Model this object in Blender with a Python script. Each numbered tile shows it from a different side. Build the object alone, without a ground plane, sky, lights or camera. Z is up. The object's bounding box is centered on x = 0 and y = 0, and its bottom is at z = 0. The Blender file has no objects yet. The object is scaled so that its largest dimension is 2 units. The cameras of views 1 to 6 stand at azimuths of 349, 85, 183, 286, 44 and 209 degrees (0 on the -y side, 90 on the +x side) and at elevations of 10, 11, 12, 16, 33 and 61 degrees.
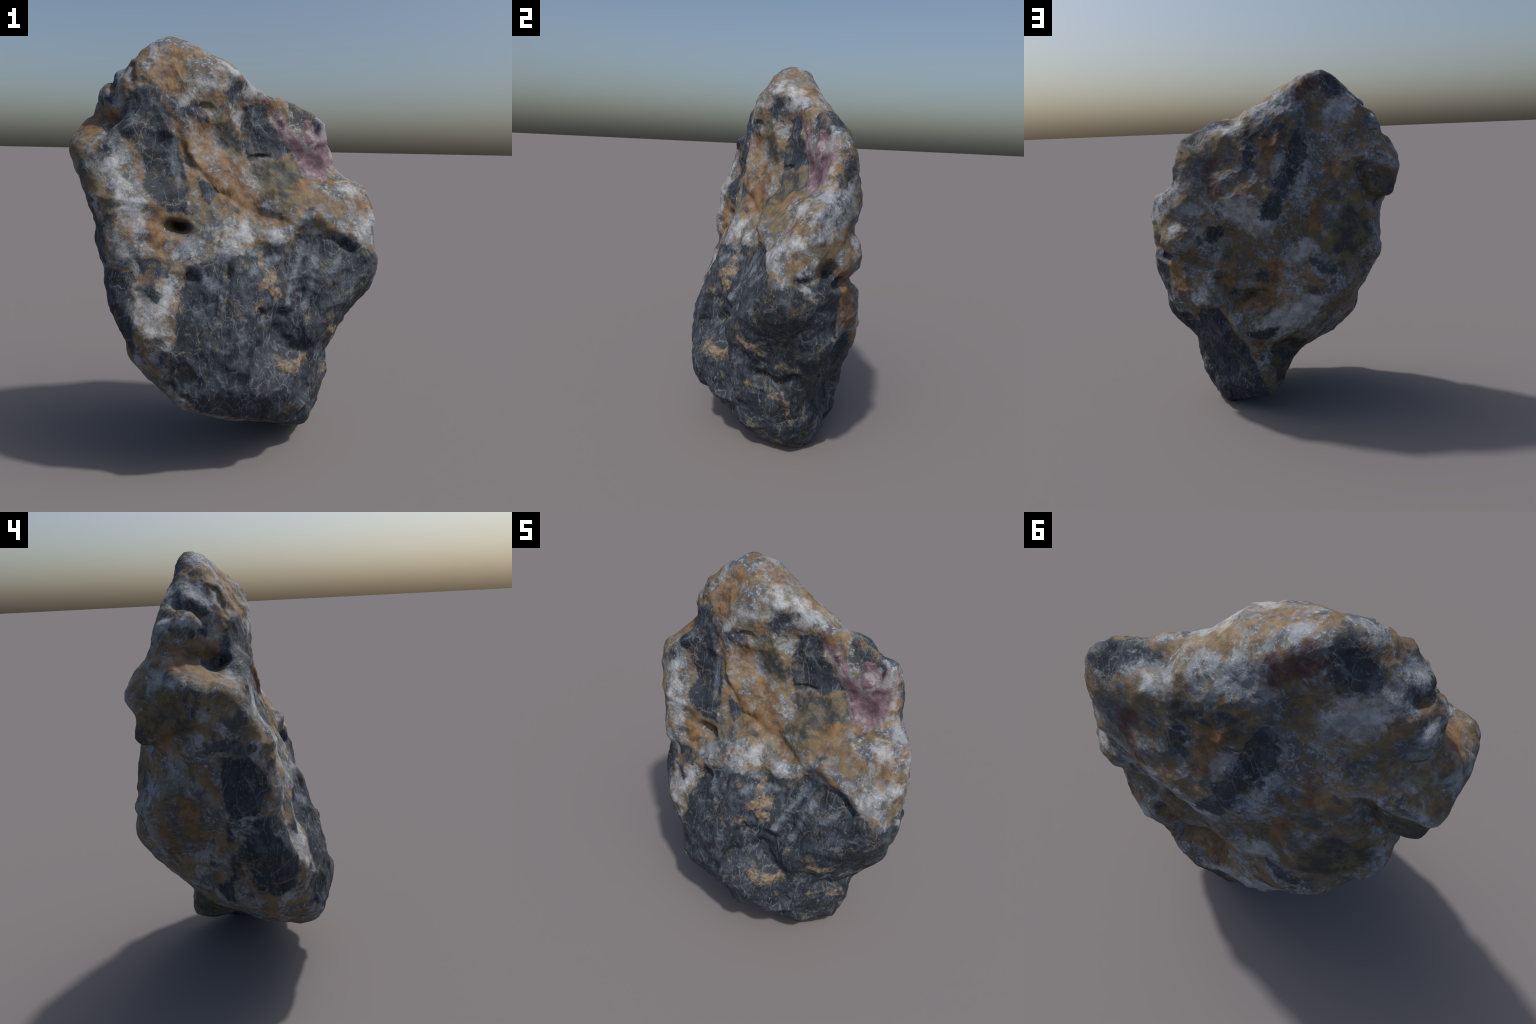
"""A standing boulder: dark slate blocks set in pale quartz, rust-stained,
with a rounded lobe on one flank and a narrow foot it stands on."""
import bpy, math
import numpy as np

TAU = 2 * math.pi

# ----------------------------------------------------------------------------
# 1. BODY: a loft through horizontal cross-sections.
#    (height, centre x, centre y, 22 radii around, starting at +x)
# ----------------------------------------------------------------------------
SECTIONS = [
    (0.00, 0.300, 0.140, [.050, .045, .045, .044, .040, .045, .050, .050, .050, .050, .045, .045, .045, .045, .050, .050, .050, .050, .050, .051, .051, .051]),
    (0.04, 0.280, 0.132, [.112, .102, .097, .095, .094, .095, .106, .134, .160, .126, .093, .091, .091, .094, .102, .113, .126, .141, .141, .134, .133, .125]),
    (0.11, 0.244, 0.114, [.206, .188, .176, .166, .163, .171, .198, .251, .297, .256, .194, .165, .164, .184, .217, .226, .237, .276, .279, .239, .229, .226]),
    (0.20, 0.190, 0.060, [.294, .295, .267, .242, .246, .277, .307, .322, .319, .289, .245, .229, .252, .319, .396, .366, .346, .352, .337, .312, .291, .290]),
    (0.30, 0.120, 0.010, [.374, .385, .346, .313, .318, .373, .368, .331, .312, .292, .284, .298, .355, .472, .504, .435, .415, .404, .392, .362, .345, .350]),
    (0.41, 0.068, -0.009, [.416, .449, .416, .398, .413, .421, .393, .374, .360, .358, .394, .449, .488, .555, .556, .481, .443, .431, .401, .365, .375, .390]),
    (0.52, 0.051, 0.004, [.488, .534, .463, .450, .442, .435, .427, .437, .438, .449, .476, .533, .585, .606, .560, .504, .452, .397, .382, .358, .402, .434]),
    (0.63, 0.057, 0.026, [.553, .605, .493, .473, .421, .393, .420, .468, .489, .519, .545, .566, .621, .664, .596, .511, .454, .370, .340, .375, .449, .497]),
    (0.74, 0.060, 0.048, [.628, .606, .524, .463, .354, .307, .344, .437, .502, .573, .596, .599, .653, .722, .584, .489, .440, .379, .347, .356, .471, .572]),
    (0.85, 0.060, 0.070, [.672, .603, .507, .431, .332, .286, .317, .394, .474, .585, .657, .651, .687, .745, .557, .470, .409, .368, .335, .366, .488, .640]),
    (0.96, 0.057, 0.080, [.690, .605, .461, .365, .315, .299, .330, .369, .416, .559, .700, .686, .718, .715, .533, .420, .387, .323, .307, .331, .432, .649]),
    (1.07, 0.052, 0.080, [.702, .635, .493, .342, .307, .305, .335, .357, .402, .534, .661, .695, .741, .745, .467, .376, .319, .277, .295, .306, .360, .592]),
    (1.18, 0.022, 0.088, [.726, .621, .480, .372, .331, .323, .329, .342, .343, .473, .602, .672, .718, .727, .428, .331, .270, .230, .214, .285, .410, .536]),
    (1.29, -0.017, 0.099, [.720, .634, .486, .392, .345, .322, .314, .328, .344, .411, .570, .690, .717, .717, .446, .298, .240, .210, .206, .237, .299, .369]),
    (1.39, -0.056, 0.109, [.480, .635, .477, .365, .318, .294, .293, .302, .323, .377, .518, .699, .710, .680, .386, .302, .242, .209, .194, .186, .199, .271]),
    (1.48, -0.092, 0.118, [.458, .642, .433, .326, .275, .248, .240, .245, .269, .328, .505, .662, .691, .636, .383, .298, .236, .196, .179, .176, .189, .239]),
    (1.56, -0.121, 0.117, [.512, .648, .395, .295, .248, .215, .181, .183, .210, .262, .450, .586, .611, .549, .410, .299, .231, .190, .183, .182, .180, .227]),
    (1.65, -0.152, 0.113, [.442, .578, .364, .252, .217, .186, .157, .151, .169, .214, .337, .496, .496, .437, .390, .293, .246, .216, .205, .199, .190, .223]),
    (1.74, -0.190, 0.102, [.392, .401, .314, .235, .187, .158, .140, .135, .151, .200, .292, .403, .435, .377, .324, .262, .242, .229, .220, .221, .227, .256]),
    (1.83, -0.232, 0.090, [.300, .297, .250, .191, .152, .128, .116, .113, .125, .160, .219, .290, .315, .304, .257, .209, .195, .199, .205, .221, .250, .283]),
    (1.92, -0.268, 0.090, [.204, .185, .161, .132, .106, .091, .084, .084, .089, .103, .128, .165, .191, .204, .177, .151, .138, .139, .142, .154, .170, .189]),
    (1.97, -0.288, 0.090, [.089, .094, .088, .079, .069, .061, .055, .053, .056, .062, .074, .089, .099, .103, .099, .092, .083, .078, .077, .079, .084, .084]),
    (2.00, -0.300, 0.090, [.020, .020, .020, .020, .020, .020, .020, .020, .020, .020, .020, .020, .020, .020, .020, .020, .020, .020, .020, .020, .020, .020]),
]
N_AROUND, N_UP = 260, 200           # for shaping; doubled before the detail


def loft():
    zs = np.array([s[0] for s in SECTIONS])
    cx = np.array([s[1] for s in SECTIONS])
    cy = np.array([s[2] for s in SECTIONS])
    R = np.array([s[3] for s in SECTIONS])
    # arc-length-like parameter so rings crowd where the profile turns
    t = np.zeros(len(zs))
    for i in range(1, len(zs)):
        t[i] = t[i - 1] + math.hypot(zs[i] - zs[i - 1], 0.7 * abs(R[i].mean() - R[i - 1].mean()))
    u = np.linspace(0, t[-1], N_UP)

    def along(y):                       # monotone-ish cubic (limited tangents)
        d = np.diff(y, axis=0) / np.diff(t).reshape(-1, *([1] * (y.ndim - 1)))
        m = np.zeros_like(y)
        a, b = d[:-1], d[1:]
        m[1:-1] = np.where(a * b > 0, 2 * a * b / (a + b + 1e-12 * np.sign(a + b + 1e-30)), 0.25 * (a + b))
        m[0], m[-1] = d[0], d[-1]
        k = np.clip(np.searchsorted(t, u) - 1, 0, len(t) - 2)
        h = (t[k + 1] - t[k])
        s = (u - t[k]) / h
        e = [1] * (y.ndim - 1)
        h, s = h.reshape(-1, *e), s.reshape(-1, *e)
        return ((2*s**3 - 3*s**2 + 1) * y[k] + (s**3 - 2*s**2 + s) * h * m[k]
                + (-2*s**3 + 3*s**2) * y[k + 1] + (s**3 - s**2) * h * m[k + 1])

    Z, CX, CY, RR = along(zs), along(cx), along(cy), along(R)
    n = R.shape[1]
    th = np.arange(N_AROUND) / N_AROUND * n
    k = th.astype(int)
    s = th - k
    p = [RR[:, (k + j) % n] for j in (-1, 0, 1, 2)]
    rad = 0.5 * (2*p[1] + (p[2] - p[0]) * s + (2*p[0] - 5*p[1] + 4*p[2] - p[3]) * s**2
                 + (3*p[1] - p[0] - 3*p[2] + p[3]) * s**3)
    ang = th / n * TAU
    V = np.stack([CX[:, None] + rad * np.cos(ang), CY[:, None] + rad * np.sin(ang),
                  np.repeat(Z[:, None], N_AROUND, 1)], -1)
    return V


def grid_normals(V):
    du = np.roll(V, -1, 1) - np.roll(V, 1, 1)
    dv = np.gradient(V, axis=0)
    n = np.cross(du, dv)
    return n / (np.linalg.norm(n, axis=-1, keepdims=True) + 1e-9)


def smooth(V, times):
    for _ in range(times):
        W = V.copy()
        W[1:-1] = 0.5 * V[1:-1] + 0.125 * (np.roll(V, 1, 1) + np.roll(V, -1, 1))[1:-1] + 0.125 * (V[:-2] + V[2:])
        V = W
    return V


# ----------------------------------------------------------------------------
# 2. LANDMARKS: points the skin of the stone passes through (tips of slate
#    slabs, corners of veins, bottoms of clefts), grouped by region.
# ----------------------------------------------------------------------------
LANDMARKS = {
    "upper_front": [
        (-0.431, -0.141, 1.744), (-0.384, -0.137, 1.752), (-0.338, -0.154, 1.676), (-0.262, -0.139, 1.701), (-0.164, -0.120, 1.658),
        (-0.304, -0.055, 1.884), (-0.415, -0.086, 1.848), (-0.448, -0.212, 1.417), (-0.564, -0.245, 1.407), (-0.314, -0.167, 1.474),
        (0.046, 0.040, 1.714), (0.055, 0.046, 1.648), (0.026, 0.034, 1.601), (0.138, 0.029, 1.441), (0.008, -0.014, 1.542),
        (0.118, 0.082, 1.776), (-0.104, -0.158, 1.283), (-0.375, -0.174, 1.519), (-0.399, -0.193, 1.389), (0.113, 0.004, 1.391),
        (0.149, -0.020, 1.337), (-0.101, -0.072, 1.549), (-0.285, -0.205, 1.355), (-0.492, -0.220, 1.573), (-0.340, -0.030, 1.945),
    ],
    "left_flank_and_lobe": [
        (-0.479, -0.199, 1.533), (-0.463, -0.175, 1.613), (-0.498, 0.204, 1.652), (-0.439, 0.219, 1.617), (-0.567, 0.231, 1.569),
        (-0.508, 0.245, 1.423), (-0.474, 0.299, 1.233), (-0.515, 0.274, 1.234), (-0.453, -0.096, 1.859), (-0.623, -0.089, 1.548),
        (-0.592, -0.055, 1.701), (-0.682, -0.107, 1.538), (-0.738, 0.117, 1.512), (-0.709, 0.099, 1.568), (-0.680, 0.220, 1.440),
        (-0.675, 0.040, 1.240), (-0.599, -0.063, 1.590), (-0.730, -0.187, 1.475), (-0.735, 0.200, 1.428), (-0.700, 0.205, 1.310),
        (-0.535, -0.036, 1.809), (-0.492, -0.048, 1.858), (-0.460, -0.038, 1.885), (-0.755, 0.020, 1.420), (-0.757, 0.115, 1.415),
        (-0.742, 0.160, 1.400), (-0.710, 0.152, 1.320), (-0.720, 0.228, 1.448), (-0.684, 0.238, 1.487), (-0.627, 0.245, 1.536),
        (-0.715, 0.066, 1.602), (-0.748, 0.020, 1.552), (-0.645, 0.222, 1.298), 
    ],
    "right_block": [
        (0.298, 0.100, 1.462), (0.168, 0.082, 1.673), (0.170, 0.073, 1.719), (0.334, 0.130, 1.618), (0.444, 0.165, 1.599),
        (0.435, 0.065, 1.333), (0.501, 0.120, 1.370), (0.236, 0.094, 1.609), (0.470, 0.306, 1.554), (0.414, 0.287, 1.617),
        (0.408, 0.211, 1.679), (0.174, 0.076, 1.733), (0.381, 0.122, 1.492), (0.413, 0.106, 1.389), (0.502, 0.174, 1.582),
        (0.524, 0.170, 1.456), (0.528, 0.270, 1.538), (0.528, 0.233, 1.564), (0.559, 0.242, 1.465), (0.573, 0.182, 1.403),
        (0.508, 0.191, 1.633), (0.445, 0.176, 1.657), (0.245, 0.037, 1.364), (0.226, -0.062, 1.296), (0.522, 0.300, 1.404),
        (0.303, 0.009, 1.333), (0.217, 0.005, 1.369), (0.300, 0.127, 1.685), (0.430, 0.172, 1.682), (0.280, 0.130, 1.727),
        (0.465, 0.250, 1.655), (0.505, 0.267, 1.610), (0.705, 0.104, 1.310), 
    ],
    "quartz_shelf": [
        (0.391, -0.007, 1.272), (0.020, -0.123, 1.239), (-0.303, -0.239, 1.125), (-0.252, -0.242, 1.134), (-0.432, -0.305, 1.083),
        (-0.245, -0.229, 1.188), (-0.149, -0.193, 1.241), (-0.094, -0.275, 1.008), (-0.031, -0.266, 1.031), (0.333, -0.112, 1.076),
        (0.456, -0.119, 1.076), (0.143, -0.154, 1.126), (-0.031, -0.244, 1.080), (0.188, -0.189, 1.071), (0.108, -0.196, 1.041),
        (0.116, -0.103, 1.179), (0.541, -0.081, 1.143), (0.387, -0.138, 1.185), (-0.213, -0.302, 1.012), (0.340, -0.100, 1.195),
        (0.715, -0.030, 1.130), (0.750, 0.070, 1.235), 
    ],
    "belly": [
        (-0.143, -0.338, 0.890), (-0.219, -0.312, 0.911), (-0.120, -0.397, 0.733), (-0.308, -0.396, 0.724), (-0.324, -0.429, 0.638),
        (-0.375, -0.340, 0.916), (-0.458, -0.341, 0.845), (-0.484, -0.375, 0.720), (-0.431, -0.312, 0.976), (-0.520, -0.311, 0.968),
        (0.306, -0.152, 0.977), (0.231, -0.246, 0.780), (0.315, -0.207, 0.741), (0.307, -0.213, 0.820), (0.167, -0.255, 0.848),
        (0.039, -0.343, 0.812), (0.273, -0.255, 0.550), (0.250, -0.337, 0.495), (0.311, -0.256, 0.505), (0.180, -0.373, 0.494),
        (0.583, -0.093, 0.999), (0.549, -0.162, 0.795), (0.431, -0.201, 0.801), (0.453, -0.201, 0.613), (0.561, -0.030, 0.624),
        (0.710, -0.100, 0.923), (-0.492, -0.315, 0.946), (-0.311, -0.395, 0.745), (0.123, -0.226, 0.938), (0.087, -0.293, 0.902),
        (0.333, -0.251, 0.663), (-0.556, 0.040, 0.784), (-0.200, -0.320, 0.910), (0.140, -0.305, 0.605), (0.490, -0.205, 0.725),
        (0.640, 0.147, 0.585), (0.600, 0.120, 0.530), 
    ],
    "foot": [
        (0.416, -0.172, 0.417), (0.510, 0.007, 0.352), (0.477, 0.018, 0.233), (0.528, 0.099, 0.443), (0.490, 0.108, 0.365),
        (0.468, 0.086, 0.155), (0.439, 0.009, 0.101), (0.214, -0.357, 0.294), (0.222, -0.327, 0.261), (0.265, 0.265, 0.300),
        (0.415, 0.197, 0.360), (-0.010, 0.380, 0.450), (0.010, 0.307, 0.260), (0.300, -0.285, 0.385), (0.472, -0.030, 0.360),
        (0.475, -0.016, 0.390), (0.125, -0.440, 0.345), (0.150, -0.390, 0.280), (0.247, -0.345, 0.262), (0.055, 0.355, 0.200),
    ],
    "back": [
        (-0.204, 0.195, 1.897), (-0.304, 0.243, 1.598), (-0.447, 0.280, 1.411), (-0.254, 0.332, 1.172), (0.046, 0.300, 1.675),
        (0.016, 0.303, 1.640), (-0.031, 0.298, 1.684), (-0.029, 0.332, 1.591), (-0.021, 0.363, 1.477), (-0.067, 0.405, 1.259),
        (0.345, 0.323, 1.526), (0.306, 0.369, 1.407), (0.155, 0.368, 1.448), (0.101, 0.342, 1.553), (0.521, 0.341, 1.146),
        (0.328, 0.339, 1.107), (0.197, 0.360, 0.766), (0.056, 0.342, 0.770), (-0.346, 0.417, 0.895), (-0.218, 0.394, 0.942),
        (0.588, 0.292, 1.143), (0.652, 0.225, 0.947), (0.688, 0.177, 0.969), (-0.166, 0.272, 1.575), (-0.250, 0.357, 1.385),
        (0.115, 0.360, 1.030), (-0.335, 0.375, 1.130), (0.120, 0.410, 1.350), (0.045, 0.412, 0.670), (0.445, 0.270, 0.590),
        (-0.520, 0.306, 0.910), (0.700, 0.160, 1.090), (-0.300, 0.178, 1.830), (0.390, 0.320, 0.970), (0.345, 0.165, 1.712),
        (0.645, 0.285, 1.067), (0.565, 0.347, 1.080), (0.537, 0.341, 1.018), (0.490, 0.330, 1.166), (0.340, 0.373, 0.905),
        (0.355, 0.394, 0.866), (-0.640, 0.217, 0.955), (-0.615, 0.278, 0.950), (-0.520, 0.310, 0.825), (-0.455, 0.358, 0.775),
    ],
}


def bump(r):                            # smooth compact falloff, 1 at 0, 0 at 1
    r = np.clip(r, 0, 1)
    return (1 - r)**4 * (4*r + 1)


def warp_to(V, points, reach, ridge=0.02):
    """Bend the surface so that it passes through all points: a smooth
    displacement field interpolating the point offsets."""
    P = np.array(points)
    flat = V.reshape(-1, 3)
    near = np.array([np.argmin(((flat - p)**2).sum(1)) for p in P])
    B = flat[near]
    off = P - B
    # offsets measured along the skin's normal only
    N = grid_normals(V).reshape(-1, 3)[near]
    off = (off * N).sum(1, keepdims=True) * N
    dist = np.linalg.norm(B[:, None] - B[None], axis=-1)
    A = bump(dist / reach) + ridge * np.eye(len(P))
    W = np.linalg.solve(A, off)
    out = flat.copy()
    for b, w in zip(B, W):
        d2 = ((flat - b)**2).sum(1)
        m = d2 < reach * reach
        out[m] += bump(np.sqrt(d2[m]) / reach)[:, None] * w
    return out.reshape(V.shape)


def sculpt(V):
    pts = [p for g in LANDMARKS.values() for p in g]
    V = warp_to(V, pts, 0.34, 0.10)
    V = smooth(V, 6)
    V = warp_to(V, pts, 0.16, 0.05)
    return V


# ----------------------------------------------------------------------------
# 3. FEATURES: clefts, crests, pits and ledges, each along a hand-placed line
# ----------------------------------------------------------------------------
def line_distance(flat, pts):
    """distance to a polyline, and a 0..1 weight that fades at its two ends"""
    P = np.array(pts, float)
    best = np.full(len(flat), 9.0)
    at = np.zeros(len(flat))
    seg = np.linalg.norm(np.diff(P, axis=0), axis=1)
    start = np.concatenate([[0], np.cumsum(seg)])
    for a, c, s0, l in zip(P[:-1], P[1:], start, seg):
        t = np.clip(((flat - a) @ (c - a)) / (l * l), 0, 1)
        d = np.linalg.norm(flat - (a + t[:, None] * (c - a)), axis=1)
        m = d < best
        best[m], at[m] = d[m], (s0 + t * l)[m]
    f = at / start[-1]
    fade = np.clip(np.minimum(f, 1 - f) / 0.15, 0.25, 1)
    return best, fade


def cleft(V, pts, width, depth, direction=None):
    out = V.reshape(-1, 3).copy()
    lo, hi = np.min(pts, 0) - 3 * width, np.max(pts, 0) + 3 * width
    m = ((out > lo) & (out < hi)).all(1)
    if direction is None:               # the line lies on the skin
        near = out[m]
        pts = [near[((near - np.array(p))**2).sum(1).argmin()] for p in pts]
    d, fade = line_distance(near if direction is None else out[m], pts)
    w = np.exp(-(d / width)**2) * fade * depth
    if direction is None:
        out[m] -= w[:, None] * grid_normals(V).reshape(-1, 3)[m]
    else:
        v = np.array(direction, float)
        out[m] += w[:, None] * v / np.linalg.norm(v)
    return out.reshape(V.shape)


def crest(V, pts, width, height):
    return cleft(V, pts, width, -height)


def pit(V, centre, sizes, vector):
    q = (V - np.array(centre)) / np.array(sizes)
    w = np.exp(-(q**2).sum(-1)**1.3)
    return V + w[..., None] * np.array(vector)


def features(V):
    # --- front: rust channel down to the V, and the slate slabs beside it
    V = cleft(V, [(-.371, -.136, 1.749), (-.331, -.155, 1.667), (-.280, -.164, 1.560), (-.235, -.159, 1.416),
                  (-.178, -.164, 1.375), (-.097, -.155, 1.288), (.015, -.129, 1.233), (.099, -.103, 1.184),
                  (.189, -.128, 1.164), (.332, -.112, 1.090)], .020, .012)
    V = crest(V, [(-.50, -.135, 1.70), (-.53, -.15, 1.62), (-.555, -.18, 1.55)], .02, .008)
    V = cleft(V, [(-.495, -.115, 1.765), (-.438, -.125, 1.768), (-.384, -.125, 1.775)], .018, .010)
    V = cleft(V, [(.046, .039, 1.716), (.056, .047, 1.638), (.021, .025, 1.597), (.036, .005, 1.519), (.075, 0, 1.445)], .016, .008)
    V = cleft(V, [(.174, .082, 1.682), (.237, .094, 1.608), (.255, .084, 1.532), (.298, .102, 1.474), (.351, .087, 1.396),
                  (.436, .063, 1.332)], .016, .010)
    V = pit(V, (.138, .029, 1.441), (.055, .05, .018), (-.01, .024, .010))
    V = pit(V, (-.164, -.115, 1.662), (.05, .05, .022), (.0, .020, .012))
    V = pit(V, (.450, .160, 1.600), (.022, .06, .050), (.0, .035, .0))
    # --- the hole, its rusty tail, the dimples beside it
    V = pit(V, (-.285, -.235, 1.130), (.042, .07, .028), (.02, .085, .005))
    V = pit(V, (-.318, -.24, 1.140), (.030, .06, .026), (.01, .070, .01))
    V = pit(V, (-.290, -.20, 1.128), (.030, .07, .020), (.02, .06, .01))
    V = cleft(V, [(-.30, -.25, 1.105), (-.345, -.285, 1.045), (-.358, -.30, 1.015)], .016, .022)
    V = pit(V, (-.432, -.300, 1.083), (.035, .05, .025), (0, .022, 0))
    V = pit(V, (-.225, -.312, .911), (.028, .05, .035), (0, .028, .005))
    # --- the pale band standing proud of the slate on both sides
    V = cleft(V, [(-.245, -.300, .965), (-.250, -.321, .905), (-.260, -.356, .831), (-.296, -.397, .728), (-.315, -.430, .637)], .018, .009)
    V = cleft(V, [(-.495, -.316, .944), (-.462, -.341, .849), (-.465, -.367, .773), (-.486, -.377, .711)], .014, .006)
    V = crest(V, [(-.40, -.33, .90), (-.37, -.36, .80), (-.37, -.40, .70)], .05, .008)
    # --- belly: hollow under the veins, block edges
    V = cleft(V, [(.042, -.341, .814), (.108, -.341, .744), (.202, -.283, .733), (.263, -.247, .701)], .030, .020)
    V = cleft(V, [(.235, -.247, .785), (.285, -.225, .81), (.335, -.20, .83)], .014, .010)
    V = cleft(V, [(.42, -.123, 1.078), (.516, -.103, 1.055), (.580, -.093, 1.003), (.617, -.096, .980)], .018, .028)
    V = crest(V, [(.363, -.222, .706), (.439, -.200, .735), (.514, -.170, .765), (.560, -.163, .815), (.644, -.130, .895),
                  (.710, -.099, .922)], .022, .014)
    V = crest(V, [(.176, -.371, .501), (.252, -.335, .494), (.310, -.259, .502)], .022, .012)
    V = cleft(V, [(.20, -.33, .545), (.27, -.26, .56), (.34, -.23, .56)], .022, .014)
    # --- broken edges and steps across the dark belly
    V = crest(V, [(.03, -.35, .80), (.05, -.37, .71), (.03, -.41, .58), (.0, -.43, .45)], .018, .011)
    V = cleft(V, [(.075, -.35, .76), (.085, -.37, .68), (.07, -.40, .58)], .020, .010)
    V = crest(V, [(-.085, -.28, 1.0), (-.10, -.33, .88), (-.13, -.39, .75)], .012, .008)
    V = cleft(V, [(-.065, -.29, .99), (-.075, -.34, .87), (-.10, -.40, .74)], .014, .008)
    V = crest(V, [(.18, -.373, .49), (.14, -.40, .40), (.10, -.41, .31), (.15, -.33, .20)], .020, .010)
    V = crest(V, [(-.28, -.44, .60), (-.20, -.45, .50), (-.17, -.42, .38)], .020, .009)
    V = cleft(V, [(-.12, -.44, .62), (-.10, -.45, .50), (-.08, -.43, .38)], .022, .009)
    V = crest(V, [(.31, -.24, .70), (.33, -.22, .62), (.36, -.20, .55)], .016, .008)
    V = crest(V, [(.23, -.20, .86), (.30, -.17, .90), (.40, -.17, .86)], .016, .008)
    V = crest(V, [(.60, -.02, .70), (.52, -.10, .62), (.44, -.17, .58)], .018, .008)
    V = cleft(V, [(.66, .05, .80), (.62, .02, .66), (.56, .06, .54)], .022, .008)
    # --- the ledge above the foot
    V = cleft(V, [(.430, -.154, .450), (.479, -.073, .430), (.506, -.003, .410), (.535, .044, .46), (.560, .114, .50)], .022, .030)
    V = crest(V, [(.411, -.180, .400), (.452, -.110, .372), (.492, -.043, .365), (.509, .004, .360)], .018, .006)
    V = crest(V, [(.510, .100, .42), (.504, .085, .33), (.482, .075, .21), (.465, .075, .12)], .022, .006)
    # --- scooped top of the right block, saddle beside it
    V = pit(V, (.42, .25, 1.655), (.06, .06, .05), (-.008, -.018, -.018))
    V = pit(V, (.20, .20, 1.745), (.05, .08, .05), (0, 0, -.018))
    # --- right side: pocket under the pale lobe, knob, cleft under the quartz
    V = pit(V, (.725, .165, 1.025), (.06, .040, .040), (-.10, .01, .0))
    V = pit(V, (.670, .250, 1.040), (.05, .06, .045), (.012, .006, 0))
    V = cleft(V, [(.69, .18, .960), (.654, .24, .955), (.507, .334, .968), (.391, .359, .952), (.304, .372, .930)], .024, .042)
    V = pit(V, (.748, .044, .985), (.05, .04, .022), (-.025, 0, 0))
    # --- back: olive groove into a cavity under a lip; lip over the foot
    V = cleft(V, [(.330, .374, .925), (.281, .386, .849), (.236, .373, .769), (.200, .36, .72)], .030, .034)
    V = pit(V, (.200, .36, .722), (.062, .11, .046), (0, -.085, .022))
    V = pit(V, (.10, .37, .735), (.080, .10, .034), (0, -.055, .012))
    V = crest(V, [(.25, .375, .80), (.17, .365, .785), (.06, .355, .785)], .018, .012)
    V = cleft(V, [(.532, .29, .615), (.449, .34, .650), (.33, .38, .650), (.267, .38, .560), (.207, .38, .495), (.155, .38, .43),
                  (.125, .36, .34)], .035, .045, (-.15, -1, .25))
    V = crest(V, [(.50, .31, .70), (.40, .37, .72), (.28, .40, .66), (.20, .415, .58), (.12, .425, .50), (-.05, .43, .53)], .04, .012)
    V = pit(V, (-.06, .36, .40), (.13, .12, .06), (.02, -.07, .0))
    # --- the lobe: cleft behind it, crease under it, deep pocket above it
    V = cleft(V, [(-.500, .244, 1.52), (-.505, .256, 1.461), (-.530, .245, 1.364), (-.572, .234, 1.285), (-.629, .190, 1.246)], .032, .045)
    V = crest(V, [(-.58, .215, 1.46), (-.61, .22, 1.38), (-.65, .19, 1.31), (-.72, .10, 1.33)], .05, .005)
    V = cleft(V, [(-.50, .27, 1.265), (-.62, .19, 1.265), (-.70, .10, 1.280), (-.735, .03, 1.295), (-.742, -.03, 1.325), (-.73, -.09, 1.36)], .028, .024)
    V = pit(V, (-.724, .02, 1.295), (.06, .05, .028), (.035, 0, .01))
    V = cleft(V, [(-.605, .187, 1.607), (-.664, .096, 1.630), (-.661, .026, 1.622), (-.636, -.025, 1.605), (-.605, -.075, 1.580)], .030, .022)
    V = pit(V, (-.585, -.092, 1.585), (.055, .038, .035), (.075, .02, -.012))
    V = cleft(V, [(-.674, -.102, 1.540), (-.730, -.121, 1.493), (-.741, -.118, 1.438), (-.736, -.120, 1.398)], .010, .007)
    # --- knobs of the crown's left flank
    V = cleft(V, [(-.54, .09, 1.82), (-.570, .04, 1.802), (-.581, -.01, 1.785), (-.577, -.059, 1.750), (-.555, -.08, 1.71)], .022, .024)
    V = crest(V, [(-.53, .03, 1.845), (-.555, -.03, 1.825), (-.55, -.075, 1.79)], .028, .004)
    V = crest(V, [(-.61, .05, 1.71), (-.615, -.01, 1.715), (-.59, -.055, 1.695)], .045, .010)
    V = crest(V, [(-.40, .0, 1.94), (-.482, -.056, 1.884), (-.515, -.100, 1.797), (-.50, -.122, 1.745)], .022, .004)
    V = cleft(V, [(-.47, -.07, 1.86), (-.490, -.105, 1.80), (-.478, -.125, 1.765)], .018, .014)
    V = cleft(V, [(-.395, .218, 1.638), (-.438, .220, 1.617), (-.480, .237, 1.583), (-.498, .246, 1.559)], .014, .010)
    return V


def refine(V):
    """twice as many rings and spokes"""
    nu, na = V.shape[:2]
    W = np.empty((2*nu - 1, 2*na, 3))
    W[::2, ::2] = V
    W[::2, 1::2] = (9 * (V + np.roll(V, -1, 1)) - np.roll(V, 1, 1) - np.roll(V, -2, 1)) / 16
    W[1::2] = 0.5 * (W[:-1:2] + W[2::2])
    W[3:-3:2] = (9 * (W[2:-4:2] + W[4:-2:2]) - W[0:-6:2] - W[6::2]) / 16
    return W


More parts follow.
